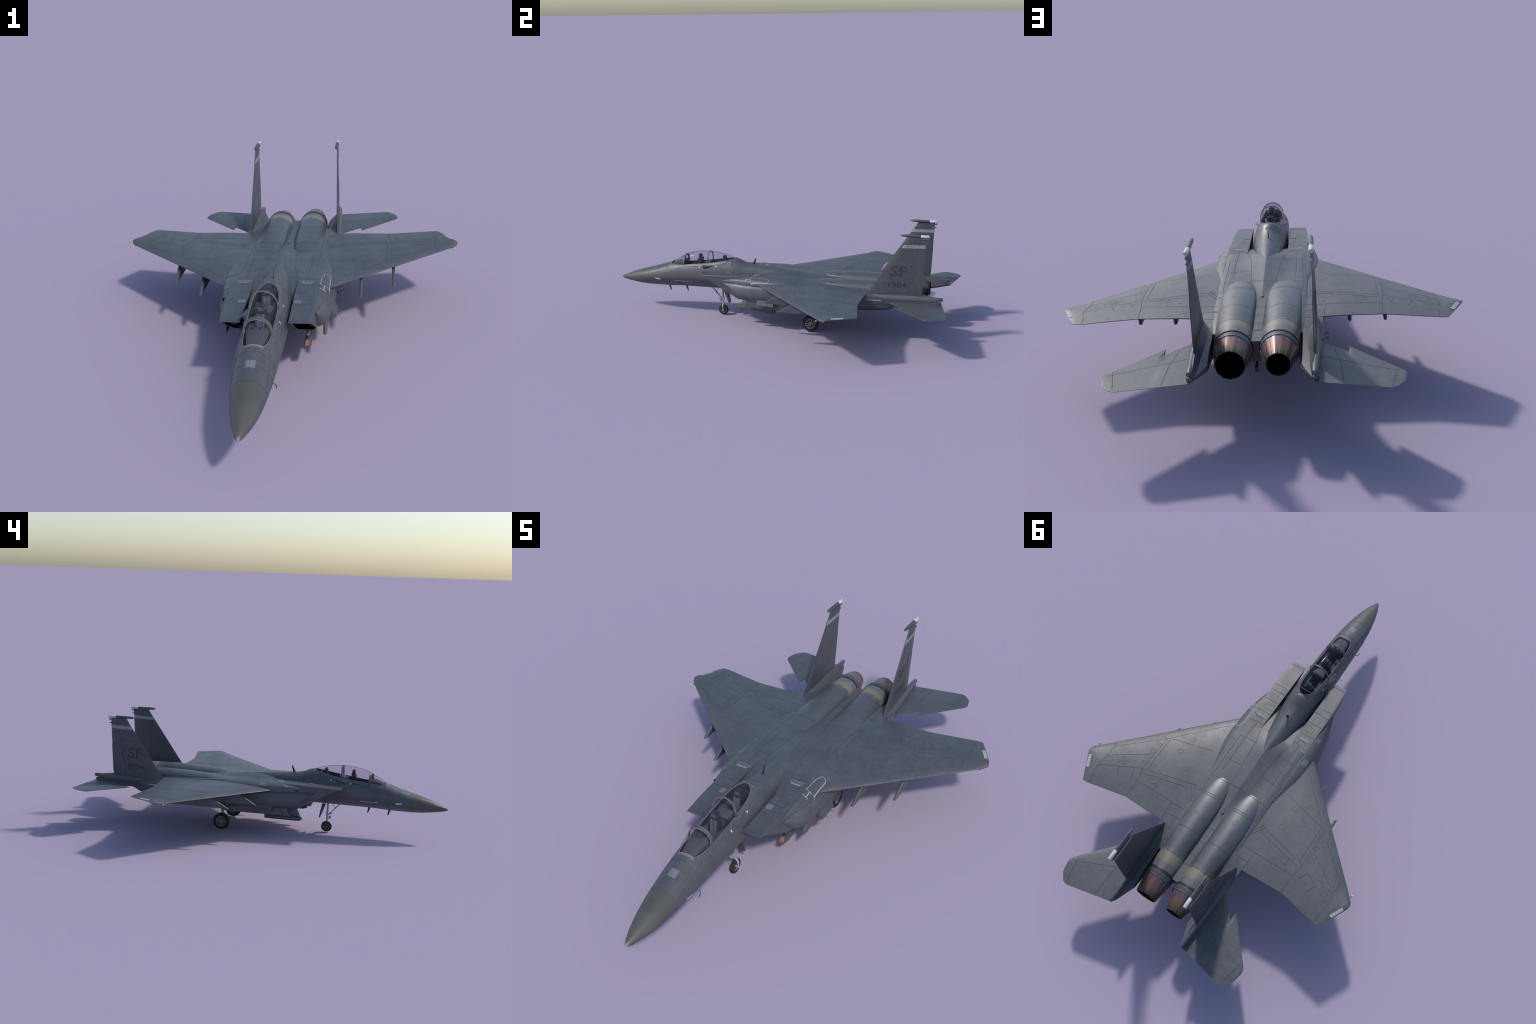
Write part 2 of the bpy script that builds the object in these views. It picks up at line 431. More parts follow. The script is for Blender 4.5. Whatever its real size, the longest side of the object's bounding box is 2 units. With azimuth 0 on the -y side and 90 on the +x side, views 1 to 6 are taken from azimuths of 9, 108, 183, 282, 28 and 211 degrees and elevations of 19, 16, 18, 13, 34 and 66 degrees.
# ------------------------------------------------------------------ intakes
i_out = curve((-.437, .1475), (-.36, .1525), (-.285, .1555), (-.04, .157))
lip_y = line((.149, -.19), (.160, -.205), (.174, -.223), (.190, -.257), (.207, -.288), (.252, -.369), (.270, -.405), (.2815, -.437))
def intake_profile(inset, y):
    zt, zb = d_z(y)-inset*.6, max(b_z(y), .1495)+inset
    xi, xo = .0785+inset, i_out(y)-inset
    pts = [(xi, zt-.001), (xi+.001, zt)]+[(x, zt) for x in span(xi+.01, xo-.006, 6)]+[(xo-.0015, zt-.0003), (xo, zt-.002)]
    pts += [(xo, z) for z in span(zt-.008, zb+.03, 12)]
    pts += [(xo-.022+.022*cos(a), zb+.022-.022*sin(a)) for a in span(0, pi/2, 6)[1:]]
    pts += [(x, zb) for x in span(xo-.03, xi+.008, 4)]+[(xi, zb+.006)]+[(xi, z) for z in span(zb+.02, zt-.008, 11)]
    return pts
def intake_rings(inset, ts, y1, back=0.):
    rings = []
    for t in ts:
        ring = []
        m = len(intake_profile(inset, -.3))
        for k in range(m):
            y = -.3
            for _ in range(4):   # the lip is raked: solve each profile point's own start
                x, z = intake_profile(inset, y)[k]
                y0 = lip_y(z)+back
                y = y0+(y1-y0)*t
            x, z = intake_profile(inset, y)[k]
            ring.append((x, y, z))
        rings.append(ring)
    return rings
outer = intake_rings(0, span(0, 1, 22), -.042)
inner = intake_rings(.0035, [0, .02, .06], -.05, .0015)
pair("air_intake", join(loft(outer, cap0=False), loft([outer[0], inner[0], inner[1]], cap0=False, cap1=False)), M_grey, angle=30)
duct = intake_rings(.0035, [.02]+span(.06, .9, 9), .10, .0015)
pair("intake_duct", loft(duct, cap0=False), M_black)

# ------------------------------------------------------------------ conformal tanks and their upper fairing
t_top = curve((-.286, .2600), (-.24, .272), (-.2, .2805), (-.15, .2875), (-.1, .2915), (-.04, .2923), (.05, .2912), (.1, .2900), (.19, .287), (.25, .2825), (.262, .277))
t_sx = curve((-.286, .1575), (-.243, .1615), (-.217, .170), (-.158, .1835), (-.098, .193), (-.03, .1985), (.03, .2015), (.08, .2005), (.144, .188), (.19, .178), (.217, .170), (.245, .160), (.262, .156))
t_max = curve((-.286, .1575), (-.27, .1645), (-.245, .174), (-.22, .183), (-.194, .1905), (-.126, .203), (-.04, .2095), (.1, .2115), (.3, .211), (.45, .206), (.6, .2015), (.68, .194), (.735, .172))
t_bot = curve((-.286, .2560), (-.27, .238), (-.25, .217), (-.213, .179), (-.182, .1585), (-.14, .1515), (-.06, .150), (.2, .150), (.42, .156), (.52, .162), (.61, .172), (.69, .186), (.735, .206))
def bend(ctrl, n):
    """Catmull-Rom through 2D control points."""
    P = [ctrl[0]]+list(ctrl)+[ctrl[-1]]; out = []
    for i in range(1, len(P)-2):
        for k in range(n):
            t = k/n
            out.append(tuple(.5*((2*P[i][c])+(-P[i-1][c]+P[i+1][c])*t+(2*P[i-1][c]-5*P[i][c]+4*P[i+1][c]-P[i+2][c])*t*t+(-P[i-1][c]+3*P[i][c]-3*P[i+1][c]+P[i+2][c])*t**3) for c in (0, 1)))
    out.append(ctrl[-1])
    return out
fair, tank = [], []
for y in [-.286, -.28]+span(-.27, .25, 34)+[.258, .262]:
    zt, xs = t_top(y), t_sx(y)
    zm = min(.2515, zt-.008); k = xs-.155
    top = bend([(.152, zt-.0003), (.155+k*.12, zt-.0006), (.155+k*.45, zt-(zt-zm)*.10), (.155+k*.78, zt-(zt-zm)*.30), (.155+k*.97, zt-(zt-zm)*.62), (xs, zm+.003), (xs-.0015, zm)], 4)
    fair.append([(x, y, z) for x, z in top]+[(.13, y, zm), (.13, y, zt-.006)])
pair("tank_fairing", loft(fair), M_tank, angle=50)
for y in [-.286, -.281]+span(-.272, .70, 52)+[.715, .728, .735]:
    zb, xm, xs = t_bot(y), t_max(y), min(t_sx(min(y, .08)), t_max(y))
    zt = min(.2512, t_top(min(y, .0))-.006) if y < .5 else .2512-(y-.5)*.14; H = zt-zb
    side_ = bend([(xs-.0035, zt), (xs+.0005, zt-H*.05), (xs+(xm-xs)*.55, zt-H*.18), (xm, zt-H*.46), (xm-.004*H/.1, zt-H*.68), (xm-.018*H/.1, zt-H*.88), (xm-.036*H/.1, zt-H*.98), (xm-.055*H/.1, zb)], 4)
    tank.append([(x, y, z) for x, z in side_]+[(min(.13, xm-.02), y, zb+.002), (min(.13, xm-.02), y, zt)])
pair("conformal_tank", loft(tank), M_tank, angle=50)
scoop = loft([[(-.1625-.015*cos(a)*f, y, .2655+.010*sin(a)*f) for a in span(0, 2*pi, 17)[:-1]] for y, f in ((-.205, 1.), (-.19, .95), (-.15, .5), (-.12, .1))], cap0=False)
add("cooling_scoop", scoop, M_tank)
add("scoop_mouth_disc", loft([[(-.1625-.0138*cos(a), y, .2655+.0088*sin(a)) for a in span(0, 2*pi, 17)[:-1]] for y in (-.2055, -.2045)]), M_black)  # black disc closing the scoop, standing in for its open mouth

# ------------------------------------------------------------------ wings
w_le = line((.10, -.152), (.20, -.0525), (.649, .396), (.660, .408), (.668, .418), (.677, .431), (.6805, .4405))
w_te = line((.10, .553), (.212, .553), (.406, .5475), (.589, .5845), (.6125, .5845), (.6428, .526), (.673, .4665), (.6785, .4525), (.6805, .4415))
def foil(c): # half thickness, 1 at its fullest
    c = c**1.15
    return (2.969*sqrt(c)-1.26*c-3.516*c*c+2.843*c**3-.98*c**4)/1.0+.02*c
def airfoil_ring(le, te, t, zle, zte, point, n=18):
    top, bot = [], []
    for i in range(n+1):
        c = .5*(1-cos(pi*i/n)); y = le+(te-le)*c
        zm = zle+(zte-zle)*(1-(1-c)**2.2)
        top.append(point(y, zm, foil(c)*t/2+.0003)); bot.append(point(y, zm, -foil(c)*t/2-.0003))
    return top+bot[::-1]
w_t = curve((.10, .036), (.25, .031), (.4, .0245), (.55, .0175), (.66, .012), (.68, .004))
w_zte = line((.205, .2668), (.26, .2695))
xs = span(.12, .58, 24)+[.589, .595, .604, .612, .622, .632, .642, .650, .655, .660, .664, .668, .672, .675, .677, .679, .6802]
wing = []
for x in xs:
    le, te = w_le(x), w_te(x)
    t = min(w_t(x), max(.002, (te-le)*.2))
    wing.append(airfoil_ring(le, te, t, .2585, w_zte(x), lambda y, zm, d, x=x: (x, y, zm+d)))
wings = pair("wing", loft(wing), M_wing, angle=45)
# wing tip probes and lamps
pair("wing_tip_probe", tube([(.655, .420, .2605), (.6605, .404, .258), (.664, .394, .2572)], .0022, 8), M_grey)
pair("tip_probe_lamp", tube([(.6632, .3965, .2573), (.6645, .3925, .2570), (.6655, .3895, .2568)], [.003, .0034, .0015], 10), M_bright)
add("navigation_lamp", tube([(.667, .418, .2605), (.675, .4285, .2612)], [.0022, .0022], 8), M_red)
add("navigation_lamp", mirror(tube([(.667, .418, .2605), (.675, .4285, .2612)], [.0022, .0022], 8)), M_green)

# ------------------------------------------------------------------ tailplanes with the dogtooth notch
s_le = line((.18, .640), (.2842, .7525), (.2868, .7115), (.440, .887), (.447, .906))
s_te = line((.18, .957), (.392, 1.0), (.412, .992), (.438, .959), (.4465, .915), (.447, .908))
st = []
for x in span(.18, .2842, 8)+span(.2868, .39, 9)+[.392, .40, .412, .42, .43, .437, .441, .444, .4465]:
    le, te = s_le(x), s_te(x)
    t = min(.0125-.008*(x-.18)/.27, max(.0015, (te-le)*.16))
    st.append(airfoil_ring(le, te, t, .2315, .2325, lambda y, zm, d, x=x: (x, y, zm+d), 12))
stabs = pair("tailplane", loft(st), M_wing, angle=45)

# ------------------------------------------------------------------ tail booms, fins
booms = []
for y, xi, xo, zt, zo, zb in ((.50, .140, .212, .2735, .270, .212), (.555, .1425, .2125, .2695, .2665, .213), (.60, .143, .209, .264, .2595, .213), (.658, .1435, .205, .2575, .2538, .213), (.72, .1435, .2025, .252, .2515, .2135), (.78, .1435, .2, .247, .250, .2145), (.85, .1415, .197, .239, .247, .217), (.89, .1535, .194, .240, .246, .222), (.945, .1705, .191, .244, .246, .231)):
    k = max(0, 1-abs(y-.79)/.13)
    booms.append([(xi, y, zt), (xi*.6+xo*.4, y, (zt+zo)/2+.001), (xo-.003, y, zo+.0005), (xo, y, zo-.002), (xo+.0005, y, (zo+zb)/2), (xo-.004, y, zb+.003), (xo-.014, y, zb), (xi+.006, y, zb), (xi-.006*k, y, zb+.005), (xi-.011*k, y, zb+.013), (xi-.004*k, y, (zt+zb)/2+.006)])
boom_o = pair("tail_boom", loft(booms), M_grey, angle=25)
fx = lambda y: .1882-(y-.55)*.031   # the fins toe in towards the tail
f_le = line((.245, .5358), (.266, .550), (.589, .7695))
f_te = line((.245, .846), (.267, .847), (.592, .861))
fin = []
for z in span(.245, .592, 12):
    t = .0105-.0045*(z-.245)/.347
    fin.append(airfoil_ring(f_le(z), f_te(z), t, 0, 0, lambda y, zm, d, z=z: (fx(y)+d, y, z), 12))
fins = pair("tail_fin", loft(fin), M_fin, angle=45)
rud = []
r_le = line((.297, .7725), (.447, .8035))
for z in span(.298, .4495, 6):
    le, te = r_le(z), f_te(z)+.0012
    tt = .0105-.0045*(z-.245)/.347
    half = lambda y: foil(min(1, max(0, (y-f_le(z))/(f_te(z)-f_le(z)))))*tt/2+.0012
    ys = span(le, te, 8)
    rud.append([(fx(y)+half(y), y, z) for y in ys]+[(fx(y)-half(y), y, z) for y in ys[::-1]])
for f, p in zip(fins, (loft(rud), mirror(loft(rud)))):
    add("rudder", p, M_fin, parent=f)
rf = []   # fillet at the fin foot, running aft into the twin-rod fairing
for y, hw, zt, zb in ((.57, .007, .267, .255), (.62, .011, .2685, .25), (.70, .0135, .272, .245), (.77, .0135, .2735, .24), (.85, .0125, .2735, .235), (.90, .0115, .2725, .2325), (.937, .0105, .2715, .232)):
    cx = .1865 if y < .8 else .1865-(y-.8)*.045
    rf.append([(cx+hw*cos(a)*(1.35 if sin(a) < 0 and y < .8 else 1), y, (zt+zb)/2+(zt-zb)/2*sin(a)) for a in span(0, 2*pi, 21)[:-1]])
pair("fin_root_fairing", loft(rf), M_grey)
fillet = []   # slanted inner face between the boom shelf and the fin
for y, x0, z0, z1 in ((.585, .180, .2635, .267), (.62, .168, .2605, .272), (.66, .160, .2565, .276), (.75, .159, .249, .281), (.83, .1615, .2395, .280), (.88, .165, .2405, .276), (.935, .1705, .243, .268)):
    f1 = fx(y)
    fillet.append([(x0, y, z0), (x0+(f1-.004-x0)*.55, y, z0+(z1-z0)*.35), (f1-.004, y, z1), (f1+.001, y, z1-.003), (f1, y, z0-.006), (x0, y, z0-.006)])
pair("fin_root_fillet", loft(fillet), M_grey, angle=30)
def rod(x, z, r, y0, y1): return tube([(x, y0, z), (x, y1-r*.8, z), (x, y1-r*.2, z), (x, y1, z)], [r, r, r*.75, r*.2], 14)
pair("tail_rod", join(rod(.1805, .2625, .0095, .90, .9605), rod(.1805, .2410, .0088, .92, .9525)), M_grey)
pod = lathe([(.723, .0003), (.727, .0028), (.735, .0052), (.748, .0068), (.77, .0074), (.834, .0074)], .1775, .5985, 18)
cap = lathe([(.833, .0073), (.834, .0078), (.872, .0078), (.8755, .0065), (.877, .003)], .1775, .5985, 18, cap1=True)
for f, sgn in zip(fins, (1, -1)):
    mm = (lambda p: p) if sgn > 0 else mirror
    add("fin_tip_pod", mm(pod), M_dark, parent=f)
    add("pod_white_cap", mm(cap), M_bright, parent=f)
    add("fin_rod_antenna", mm(join(tube([(.1782, .838, .5835), (.1782, .845, .5835), (.1782, .868, .5835)], [.0012, .0038, .0038], 10), tube([(.179, .842, .5655), (.179, .848, .5655), (.179, .866, .5655)], [.001, .003, .003], 10))), M_fin, parent=f)
    add("rod_antenna_lamp", mm(join(tube([(.1782, .866, .5835), (.1782, .870, .5835), (.1782, .8745, .5835)], [.0036, .0044, .002], 10), tube([(.179, .865, .5655), (.179, .868, .5655), (.179, .8715, .5655)], [.0026, .0034, .0015], 10))), M_faint, parent=f)

# ------------------------------------------------------------------ engine nacelles and nozzles
n_x = curve((.222, .080), (.4, .0785), (.6, .0755), (.742, .072))
n_w = curve((.222, .006), (.228, .017), (.24, .0275), (.26, .0365), (.28, .0425), (.31, .0495), (.35, .0565), (.4, .0600), (.5, .0620), (.6, .0628), (.742, .0625))
n_c = curve((.222, .279), (.30, .2795), (.345, .277), (.45, .270), (.55, .261), (.65, .250), (.742, .243))
n_top = curve((.222, .2815), (.24, .2855), (.26, .2895), (.30, .2948), (.35, .2990), (.4, .3022), (.5, .3060), (.57, .3075), (.65, .3072), (.742, .3050))
n_bot = curve((.222, .162), (.45, .156), (.55, .160), (.65, .172), (.742, .181))
nac = []
for y in [.222, .226, .23, .236]+span(.244, .742, 44):
    cx, w, zt, zb, zc = n_x(y), n_w(y), n_top(y), n_bot(y), n_c(y)
    eb = 2/(2+2.*max(0, (.742-y)/.5))
    ring = []
    for a in span(0, 2*pi, 49)[:-1]:
        e = 1 if sin(a) > 0 else eb
        ring.append((cx+w*(abs(cos(a))**e)*(1 if cos(a) > 0 else -1), y, zc+((zt-zc) if sin(a) > 0 else (zc-zb))*(abs(sin(a))**e)*(1 if sin(a) > 0 else -1)))
    nac.append(ring)
nacs = pair("engine_nacelle", loft(nac, cap1=False), M_nac, angle=50)
add("nacelle_gap_plate", join(box(-.024, .024, .65, .744, .225, .2685), box(-.018, .018, .62, .742, .200, .226)), M_grey)
add("arrestor_hook", join(tube([(0, .55, .185), (0, .74, .196), (0, .768, .192)], .0045, 8), box(-.0055, .0055, .755, .772, .178, .194)), M_soot)
for sgn, r1 in ((1, .0462), (-1, .0378)):
    cx, cz = .072*sgn, .243
    noz = add("engine_nozzle", lathe([(.70, .055), (.738, .0626), (.7425, .0632), (.746, .0632), (.7465, .060)], cx, cz), M_soot)
    add("nozzle_ring", lathe([(.744, .0606), (.748, .0612), (.768, .0600), (.770, .0590)], cx, cz), M_rib, parent=noz)
    add("nozzle_ring_edge", lathe([(.766, .0585), (.767, .0612), (.774, .0608), (.776, .058)], cx, cz), M_grey, parent=noz)
    add("nozzle_liner", lathe([(.858, r1-.0022), (.80, .050), (.74, .046)], cx, cz, cap1=True), M_black, parent=noz)
    add("nozzle_core", lathe([(.77, .0565), (.80, .0565-.0015-(.0565-r1)*.3), (.856, r1-.0012)], cx, cz), M_soot, parent=noz)
    NPET = 13
    half = pi/NPET*.93
    rings = []
    for t in span(0, 1, 7):
        y = .774+.0865*t; r = .0582+(r1-.0582)*(t**1.12)
        k = half*(1 if t < .9 else 1-.06*(t-.9)*10)
        ring = [(r*sin(a), y, r*cos(a)+(.0007 if abs(a) < half*.5 else 0)) for a in span(-k, k, 7)]
        ring += [((r-.0022)*sin(a), y, (r-.0022)*cos(a)) for a in span(k, -k, 7)]
        rings.append(ring)
    first = None
    for i in range(NPET):
        if first is None:
            o = first = add("nozzle_petal", loft(rings), M_petal, parent=noz, angle=35)
        else:
            o = first.copy(); bpy.context.scene.collection.objects.link(o); o.parent = noz
        o.location = (cx, 0, cz); o.rotation_euler = (0, 2*pi*(i+.5)/NPET, 0)
    seam = []
    for i in range(NPET):
        a = 2*pi*i/NPET
        pts = [(cx+(.0585+(r1-.0585)*t)*sin(a), .776+.078*t, cz+(.0585+(r1-.0585)*t)*cos(a)) for t in span(0, 1, 5)]
        seam.append(tube(pts, .0007, 5))
    add("petal_seam", join(*seam), M_strut, parent=noz, stuff=True)
    ribs = []
    for i in range(84):
        a = 2*pi*i/84
        ribs.append(tube([(cx+.0608*sin(a), .7485, cz+.0608*cos(a)), (cx+.0598*sin(a), .766, cz+.0598*cos(a))], .0006, 5))
    add("ring_rib", join(*ribs), M_rim, parent=noz, stuff=True)

# ------------------------------------------------------------------ dorsal bits
dome = lathe([(.272, .0085), (.2755, .0083), (.278, .007), (.2798, .0045), (.2805, .0005)], 0, .384, 24, ax='y')
dome = ([(x, z, y) for x, y, z in dome[0]], dome[1])
add("dorsal_dome", dome, M_dark)
add("blade_antenna", slab([(-.157, .324), (-.139, .3615), (-.132, .3615), (-.142, .324)], lambda a, b, o: (o, a, b), .0022), M_soot)
for y in (-.690, -.579):
    dz = 0 if y < -.6 else .005
    add("blade_antenna", slab([(y-.002, .156+dz), (y+.010, .124+dz), (y+.0165, .124+dz), (y+.011, .156+dz)], lambda a, b, o: (o, a, b), .003), M_soot)
pair("pitot_probe", join(tube([(.056, -.672, .190), (.066, -.676, .184), (.0695, -.684, .183), (.0695, -.694, .183)], .0015, 7)), M_dark)
pair("side_probe", tube([(.066, -.508, .196), (.074, -.512, .192), (.076, -.516, .192)], .0011, 6), M_dark)

# ------------------------------------------------------------------ pylons, pods, racks
def pylon(x, tip, le, zb, y1, t=.0115, ed=.22):
    out = [tip, (y1, zb), (y1+.02, .262), (le[0]+.03, .262), le]
    pair("wing_pylon", slab(out, lambda a, b, o: (x+o, a, b), t, ed), M_tank, angle=25)
pylon(.301, (-.001, .197), (.074, .2445), .198, .430)
pylon(.4225, (.1155, .199), (.190, .240), .200, .432)
pair("tank_pylon", slab([(-.163, .1195), (.215, .120), (.235, .165), (-.10, .168), (-.143, .162)], lambda a, b, o: (.179+o, a, b), .0125, .4), M_tank, angle=25)
def rack(y):
    tilt = lambda x, y, z: (.204+x+(.162-z)*.45, y, z+x*.3)
    V, F = box(-.005, .005, y, y+.098, .146, .176)
    bars = []
    for yy in (y+.022, y+.062):
        bars.append(tube([tilt(.004, yy, .150), tilt(.013, yy, .148), tilt(.016, yy+.002, .146)], .0016, 6))
        bars.append(tube([tilt(-.004, yy, .148), tilt(-.008, yy, .140)], .0016, 6))
    return join(([tilt(*v) for v in V], F), *bars)
for y in (-.067, .167, .400):
    pair("bomb_rack", rack(y), M_tank, smooth=False)
# sensor pod with a chiselled window on one side
px = .120
sp = []
for y, hw, zb, zt in ((-.212, .0105, .0965, .100), (-.196, .0105, .0905, .1155), (-.19, .0125, .0885, .118), (-.05, .0135, .085, .119), (.012, .0125, .087, .117)):
    sp.append([(px-hw, y, zb+.004), (px-hw*.7, y, zb), (px+hw*.7, y, zb), (px+hw, y, zb+.004), (px+hw, y, (zb+zt)/2), (px+hw*.62, y, zt-.001), (px-hw*.62, y, zt-.001), (px-hw, y, (zb+zt)/2)])
add("sensor_pod", loft(sp), M_dark, angle=25)
win = [(-.0088, -.2115, .0985), (.0088, -.2115, .0985), (.0058, -.1975, .1142), (-.0058, -.1975, .1142)]
add("pod_window", ([(px+x, y-.0016, z+.0012) for x, y, z in win]+[(px+x, y+.003, z-.002) for x, y, z in win], [(0, 1, 2, 3), (4, 5, 1, 0), (5, 6, 2, 1), (6, 7, 3, 2), (7, 4, 0, 3)]), plain("pod_window_tan", (.16, .14, .12), .3), smooth=False)
add("window_rim", tube([(px+x, y-.0018, z+.0013) for x, y, z in win+[win[0]]], .0009, 6), M_red)
add("sensor_pod_fairing", box(px-.010, px+.010, -.045, .012, .0765, .09), M_dark, smooth=False)
add("sensor_ball", lathe([(-.186, .0005), (-.184, .004), (-.178, .0066), (-.170, .0066), (-.16, .006)], px, .1285, 16), M_strut)
add("pod_pylon", slab([(-.175, .117), (.02, .117), (.02, .16), (-.15, .16)], lambda a, b, o: (px+o, a, b), .014, .3), M_tank, angle=25)
# targeting pod: round body with a blunt nose on the other side
qx = -.121
add("targeting_pod", lathe([(-.2215, .001), (-.220, .005), (-.214, .0095), (-.204, .0130), (-.19, .0138), (-.02, .0125), (-.013, .0115)], qx, .0945, 24, cap1=True), M_dark)
add("pod_pylon", slab([(-.210, .108), (-.02, .106), (.02, .16), (-.185, .16), (-.203, .128)], lambda a, b, o: (qx+o, a, b), .017, .3), M_tank, angle=25)
add("pod_stripe", join(*[box(qx-.0142, qx-.0135, y, y+.006, .0915, .0955) for y in (-.175, -.095)]), plain("marking_yellow", (.40, .33, .04), .5), smooth=False)
add("pod_diamond", box(qx-.0143, qx-.0135, -.142, -.134, .0925, .0985), M_red, smooth=False)

# ------------------------------------------------------------------ landing gear
def wheel(cx, cy, cz, R, W, spokes, outer, parent):
    k = R*.27
    prof = [(-W*.30, R*.60), (-W*.46, R*.66), (-W*.5, R*.76), (-W*.46, R*.90), (-W*.33, R*.975), (-W*.12, R), (W*.12, R), (W*.33, R*.975), (W*.46, R*.90), (W*.5, R*.76), (W*.46, R*.66), (W*.30, R*.60)]
    add("tyre", lathe([(cx+s, r) for s, r in prof+[prof[0]]], cy, cz, 40, ax='x'), M_tyre, parent=parent)
    rim = add("wheel_rim", join(lathe([(cx-W*.30, R*.62), (cx-W*.40, R*.62), (cx-W*.40, R*.54), (cx-W*.16, R*.50), (cx+W*.16, R*.50), (cx+W*.40, R*.54), (cx+W*.40, R*.62), (cx+W*.30, R*.62)], cy, cz, 36, ax='x'),
                                lathe([(cx-W*.44, .0005), (cx-W*.44, R*.15), (cx-W*.36, R*.20), (cx+W*.36, R*.20), (cx+W*.44, R*.15), (cx+W*.44, .0005)], cy, cz, 24, ax='x')), M_rim, parent=parent, angle=30)
    add("wheel_disc", lathe([(cx-W*.14, R*.55), (cx-W*.14, .001), (cx+W*.14, .001), (cx+W*.14, R*.55)], cy, cz, 30, ax='x'), M_soot, parent=parent)
    sp = []
    for i in range(spokes):
        a = 2*pi*i/spokes
        for s in (-1, 1):
            sp.append(tube([(cx+s*W*.30, cy+R*.15*cos(a), cz+R*.15*sin(a)), (cx+s*W*.33, cy+R*.54*cos(a), cz+R*.54*sin(a))], R*.055, 6))
    if spokes: add("wheel_spoke", join(*sp), M_rim, parent=parent, stuff=True)
for sgn in (1, -1):
    X = lambda x: x*sgn
    g = add("main_landing_gear", join(tube([(X(.117), .232, .17), (X(.117), .230, .105), (X(.117), .2285, .0475)], [.0075, .0065, .0055], 12), tube([(X(.106), .2285, .0475), (X(.146), .2285, .0475)], .0055, 12),
            tube([(X(.117), .215, .13), (X(.112), .16, .16)], .004, 8), tube([(X(.117), .231, .115), (X(.117), .218, .085), (X(.117), .229, .058)], .0028, 8), box(min(X(.108), X(.126)), max(X(.108), X(.126)), .222, .236, .098, .106)), M_strut)
    wheel(X(.1395), .2285, .0463, .0463, .026, 10, sgn, g)
    add("gear_door", slab([(.10, .158), (.30, .158), (.29, .118), (.12, .118)], lambda a, b, o: (X(.098)+o-sgn*(.158-b)*.25, a, b), .003, .3), M_tank)
g = add("nose_landing_gear", join(tube([(0, -.345, .17), (0, -.344, .11)], .0058, 14), tube([(0, -.344, .11), (0, -.343, .064)], .0048, 12),
        tube([(0, -.343, .068), (.008, -.343, .062), (.0135, -.3425, .050), (.0135, -.342, .028)], .0042, 10), tube([(.016, -.342, .0295), (-.006, -.342, .0295)], .0045, 10),
        tube([(.008, -.409, .162), (0, -.351, .098)], .0023, 8), tube([(-.008, -.409, .162), (0, -.351, .098)], .0023, 8), tube([(-.006, -.388, .142), (.006, -.388, .142)], .003, 8),
        tube([(0, -.385, .142), (.0, -.372, .160)], .0022, 6), tube([(0, -.352, .105), (0, -.363, .088), (0, -.347, .070)], .0025, 8), box(-.0075, .0075, -.352, -.336, .094, .102)), M_strut)
wheel(0, -.342, .0296, .0296, .0165, 0, 1, g)
add("taxi_lamp", join(tube([(-.004, -.352, .088), (-.004, -.358, .0865), (-.004, -.366, .084)], [.004, .007, .0085], 14), tube([(.008, -.352, .105), (.008, -.368, .104)], [.003, .006], 12)), M_strut, parent=g)
add("gear_door", slab([(-.334, .158), (-.303, .076), (-.297, .080), (-.312, .158)], lambda a, b, o: (.004+o, a, b), .030, .04), M_dark, parent=g, angle=20)
add("gear_cable", tube([(0, -.343, .105), (0, -.333, .112), (0, -.322, .115)], .0007, 5), M_soot, parent=g)

# ------------------------------------------------------------------ surface marks laid onto the skin
def tree(names):
    V, F = [], []
    for o in bpy.data.objects:
        if o.type == 'MESH' and o.name.split(".")[0] in names:
            k = len(V); V += [v.co.copy() for v in o.data.vertices]; F += [[i+k for i in p.vertices] for p in o.data.polygons]
    return BVHTree.FromPolygons(V, F)
SKIN = tree({"radome", "forward_fuselage", "centre_fuselage", "air_intake", "tank_fairing", "conformal_tank", "wing", "tailplane", "tail_boom", "tail_fin", "rudder", "engine_nacelle", "nacelle_gap_plate", "boundary_layer_ramp"})
def onto(p, direction, lift):
    """Drop a point onto the skin along direction."""
    d = Vector(direction)
    hit, nor, i, dist = SKIN.ray_cast(Vector(p)-d*.4, d, .8)
    if hit is None: return None
    if nor.dot(d) > 0: nor = -nor
    return hit+nor*lift
AX = {'down': (lambda a, b: (a, b, .3), (0, 0, -1)), 'right': (lambda a, b: (.3, a, b), (-1, 0, 0)), 'left': (lambda a, b: (-.3, a, b), (1, 0, 0)), 'up': (lambda a, b: (a, b, .1), (0, 0, 1))}
def patch(quad, ax, lift=.0006, n=5, m=5):
    f, d = AX[ax]; V = []; F = []
    for i in range(n+1):
        for j in range(m+1):
            s, t = i/n, j/m
            a = [(quad[0][c]*(1-s)+quad[1][c]*s)*(1-t)+(quad[3][c]*(1-s)+quad[2][c]*s)*t for c in (0, 1)]
            V.append(onto(f(*a), d, lift))
    for i in range(n):
        for j in range(m):
            q = (i*(m+1)+j, (i+1)*(m+1)+j, (i+1)*(m+1)+j+1, i*(m+1)+j+1)
            if all(V[k] is not None for k in q): F.append(q)
    V = [v if v is not None else Vector((0, 0, .2)) for v in V]
    used = sorted({i for q in F for i in q}); mp = {k: i for i, k in enumerate(used)}
    return [V[k] for k in used], [tuple(mp[i] for i in q) for q in F]
def ribbon(pts, w, ax, lift=.0007, step=.005, closed=False):
    parts = []
    pts = [Vector(p) for p in pts]
    if closed: pts = pts+[pts[0]]
    for a, b in zip(pts, pts[1:]):
        L = (b-a).length
        if L < 1e-6: continue
        t = (b-a)/L; nrm = Vector((-t.y, t.x))*w/2; e = t*w*.5
        a2, b2 = a-e*.0, b+e*.0
        parts.append(patch([a2-nrm, b2-nrm, b2+nrm, a2+nrm], ax, lift, max(1, int(L/step)), 1))
    return parts
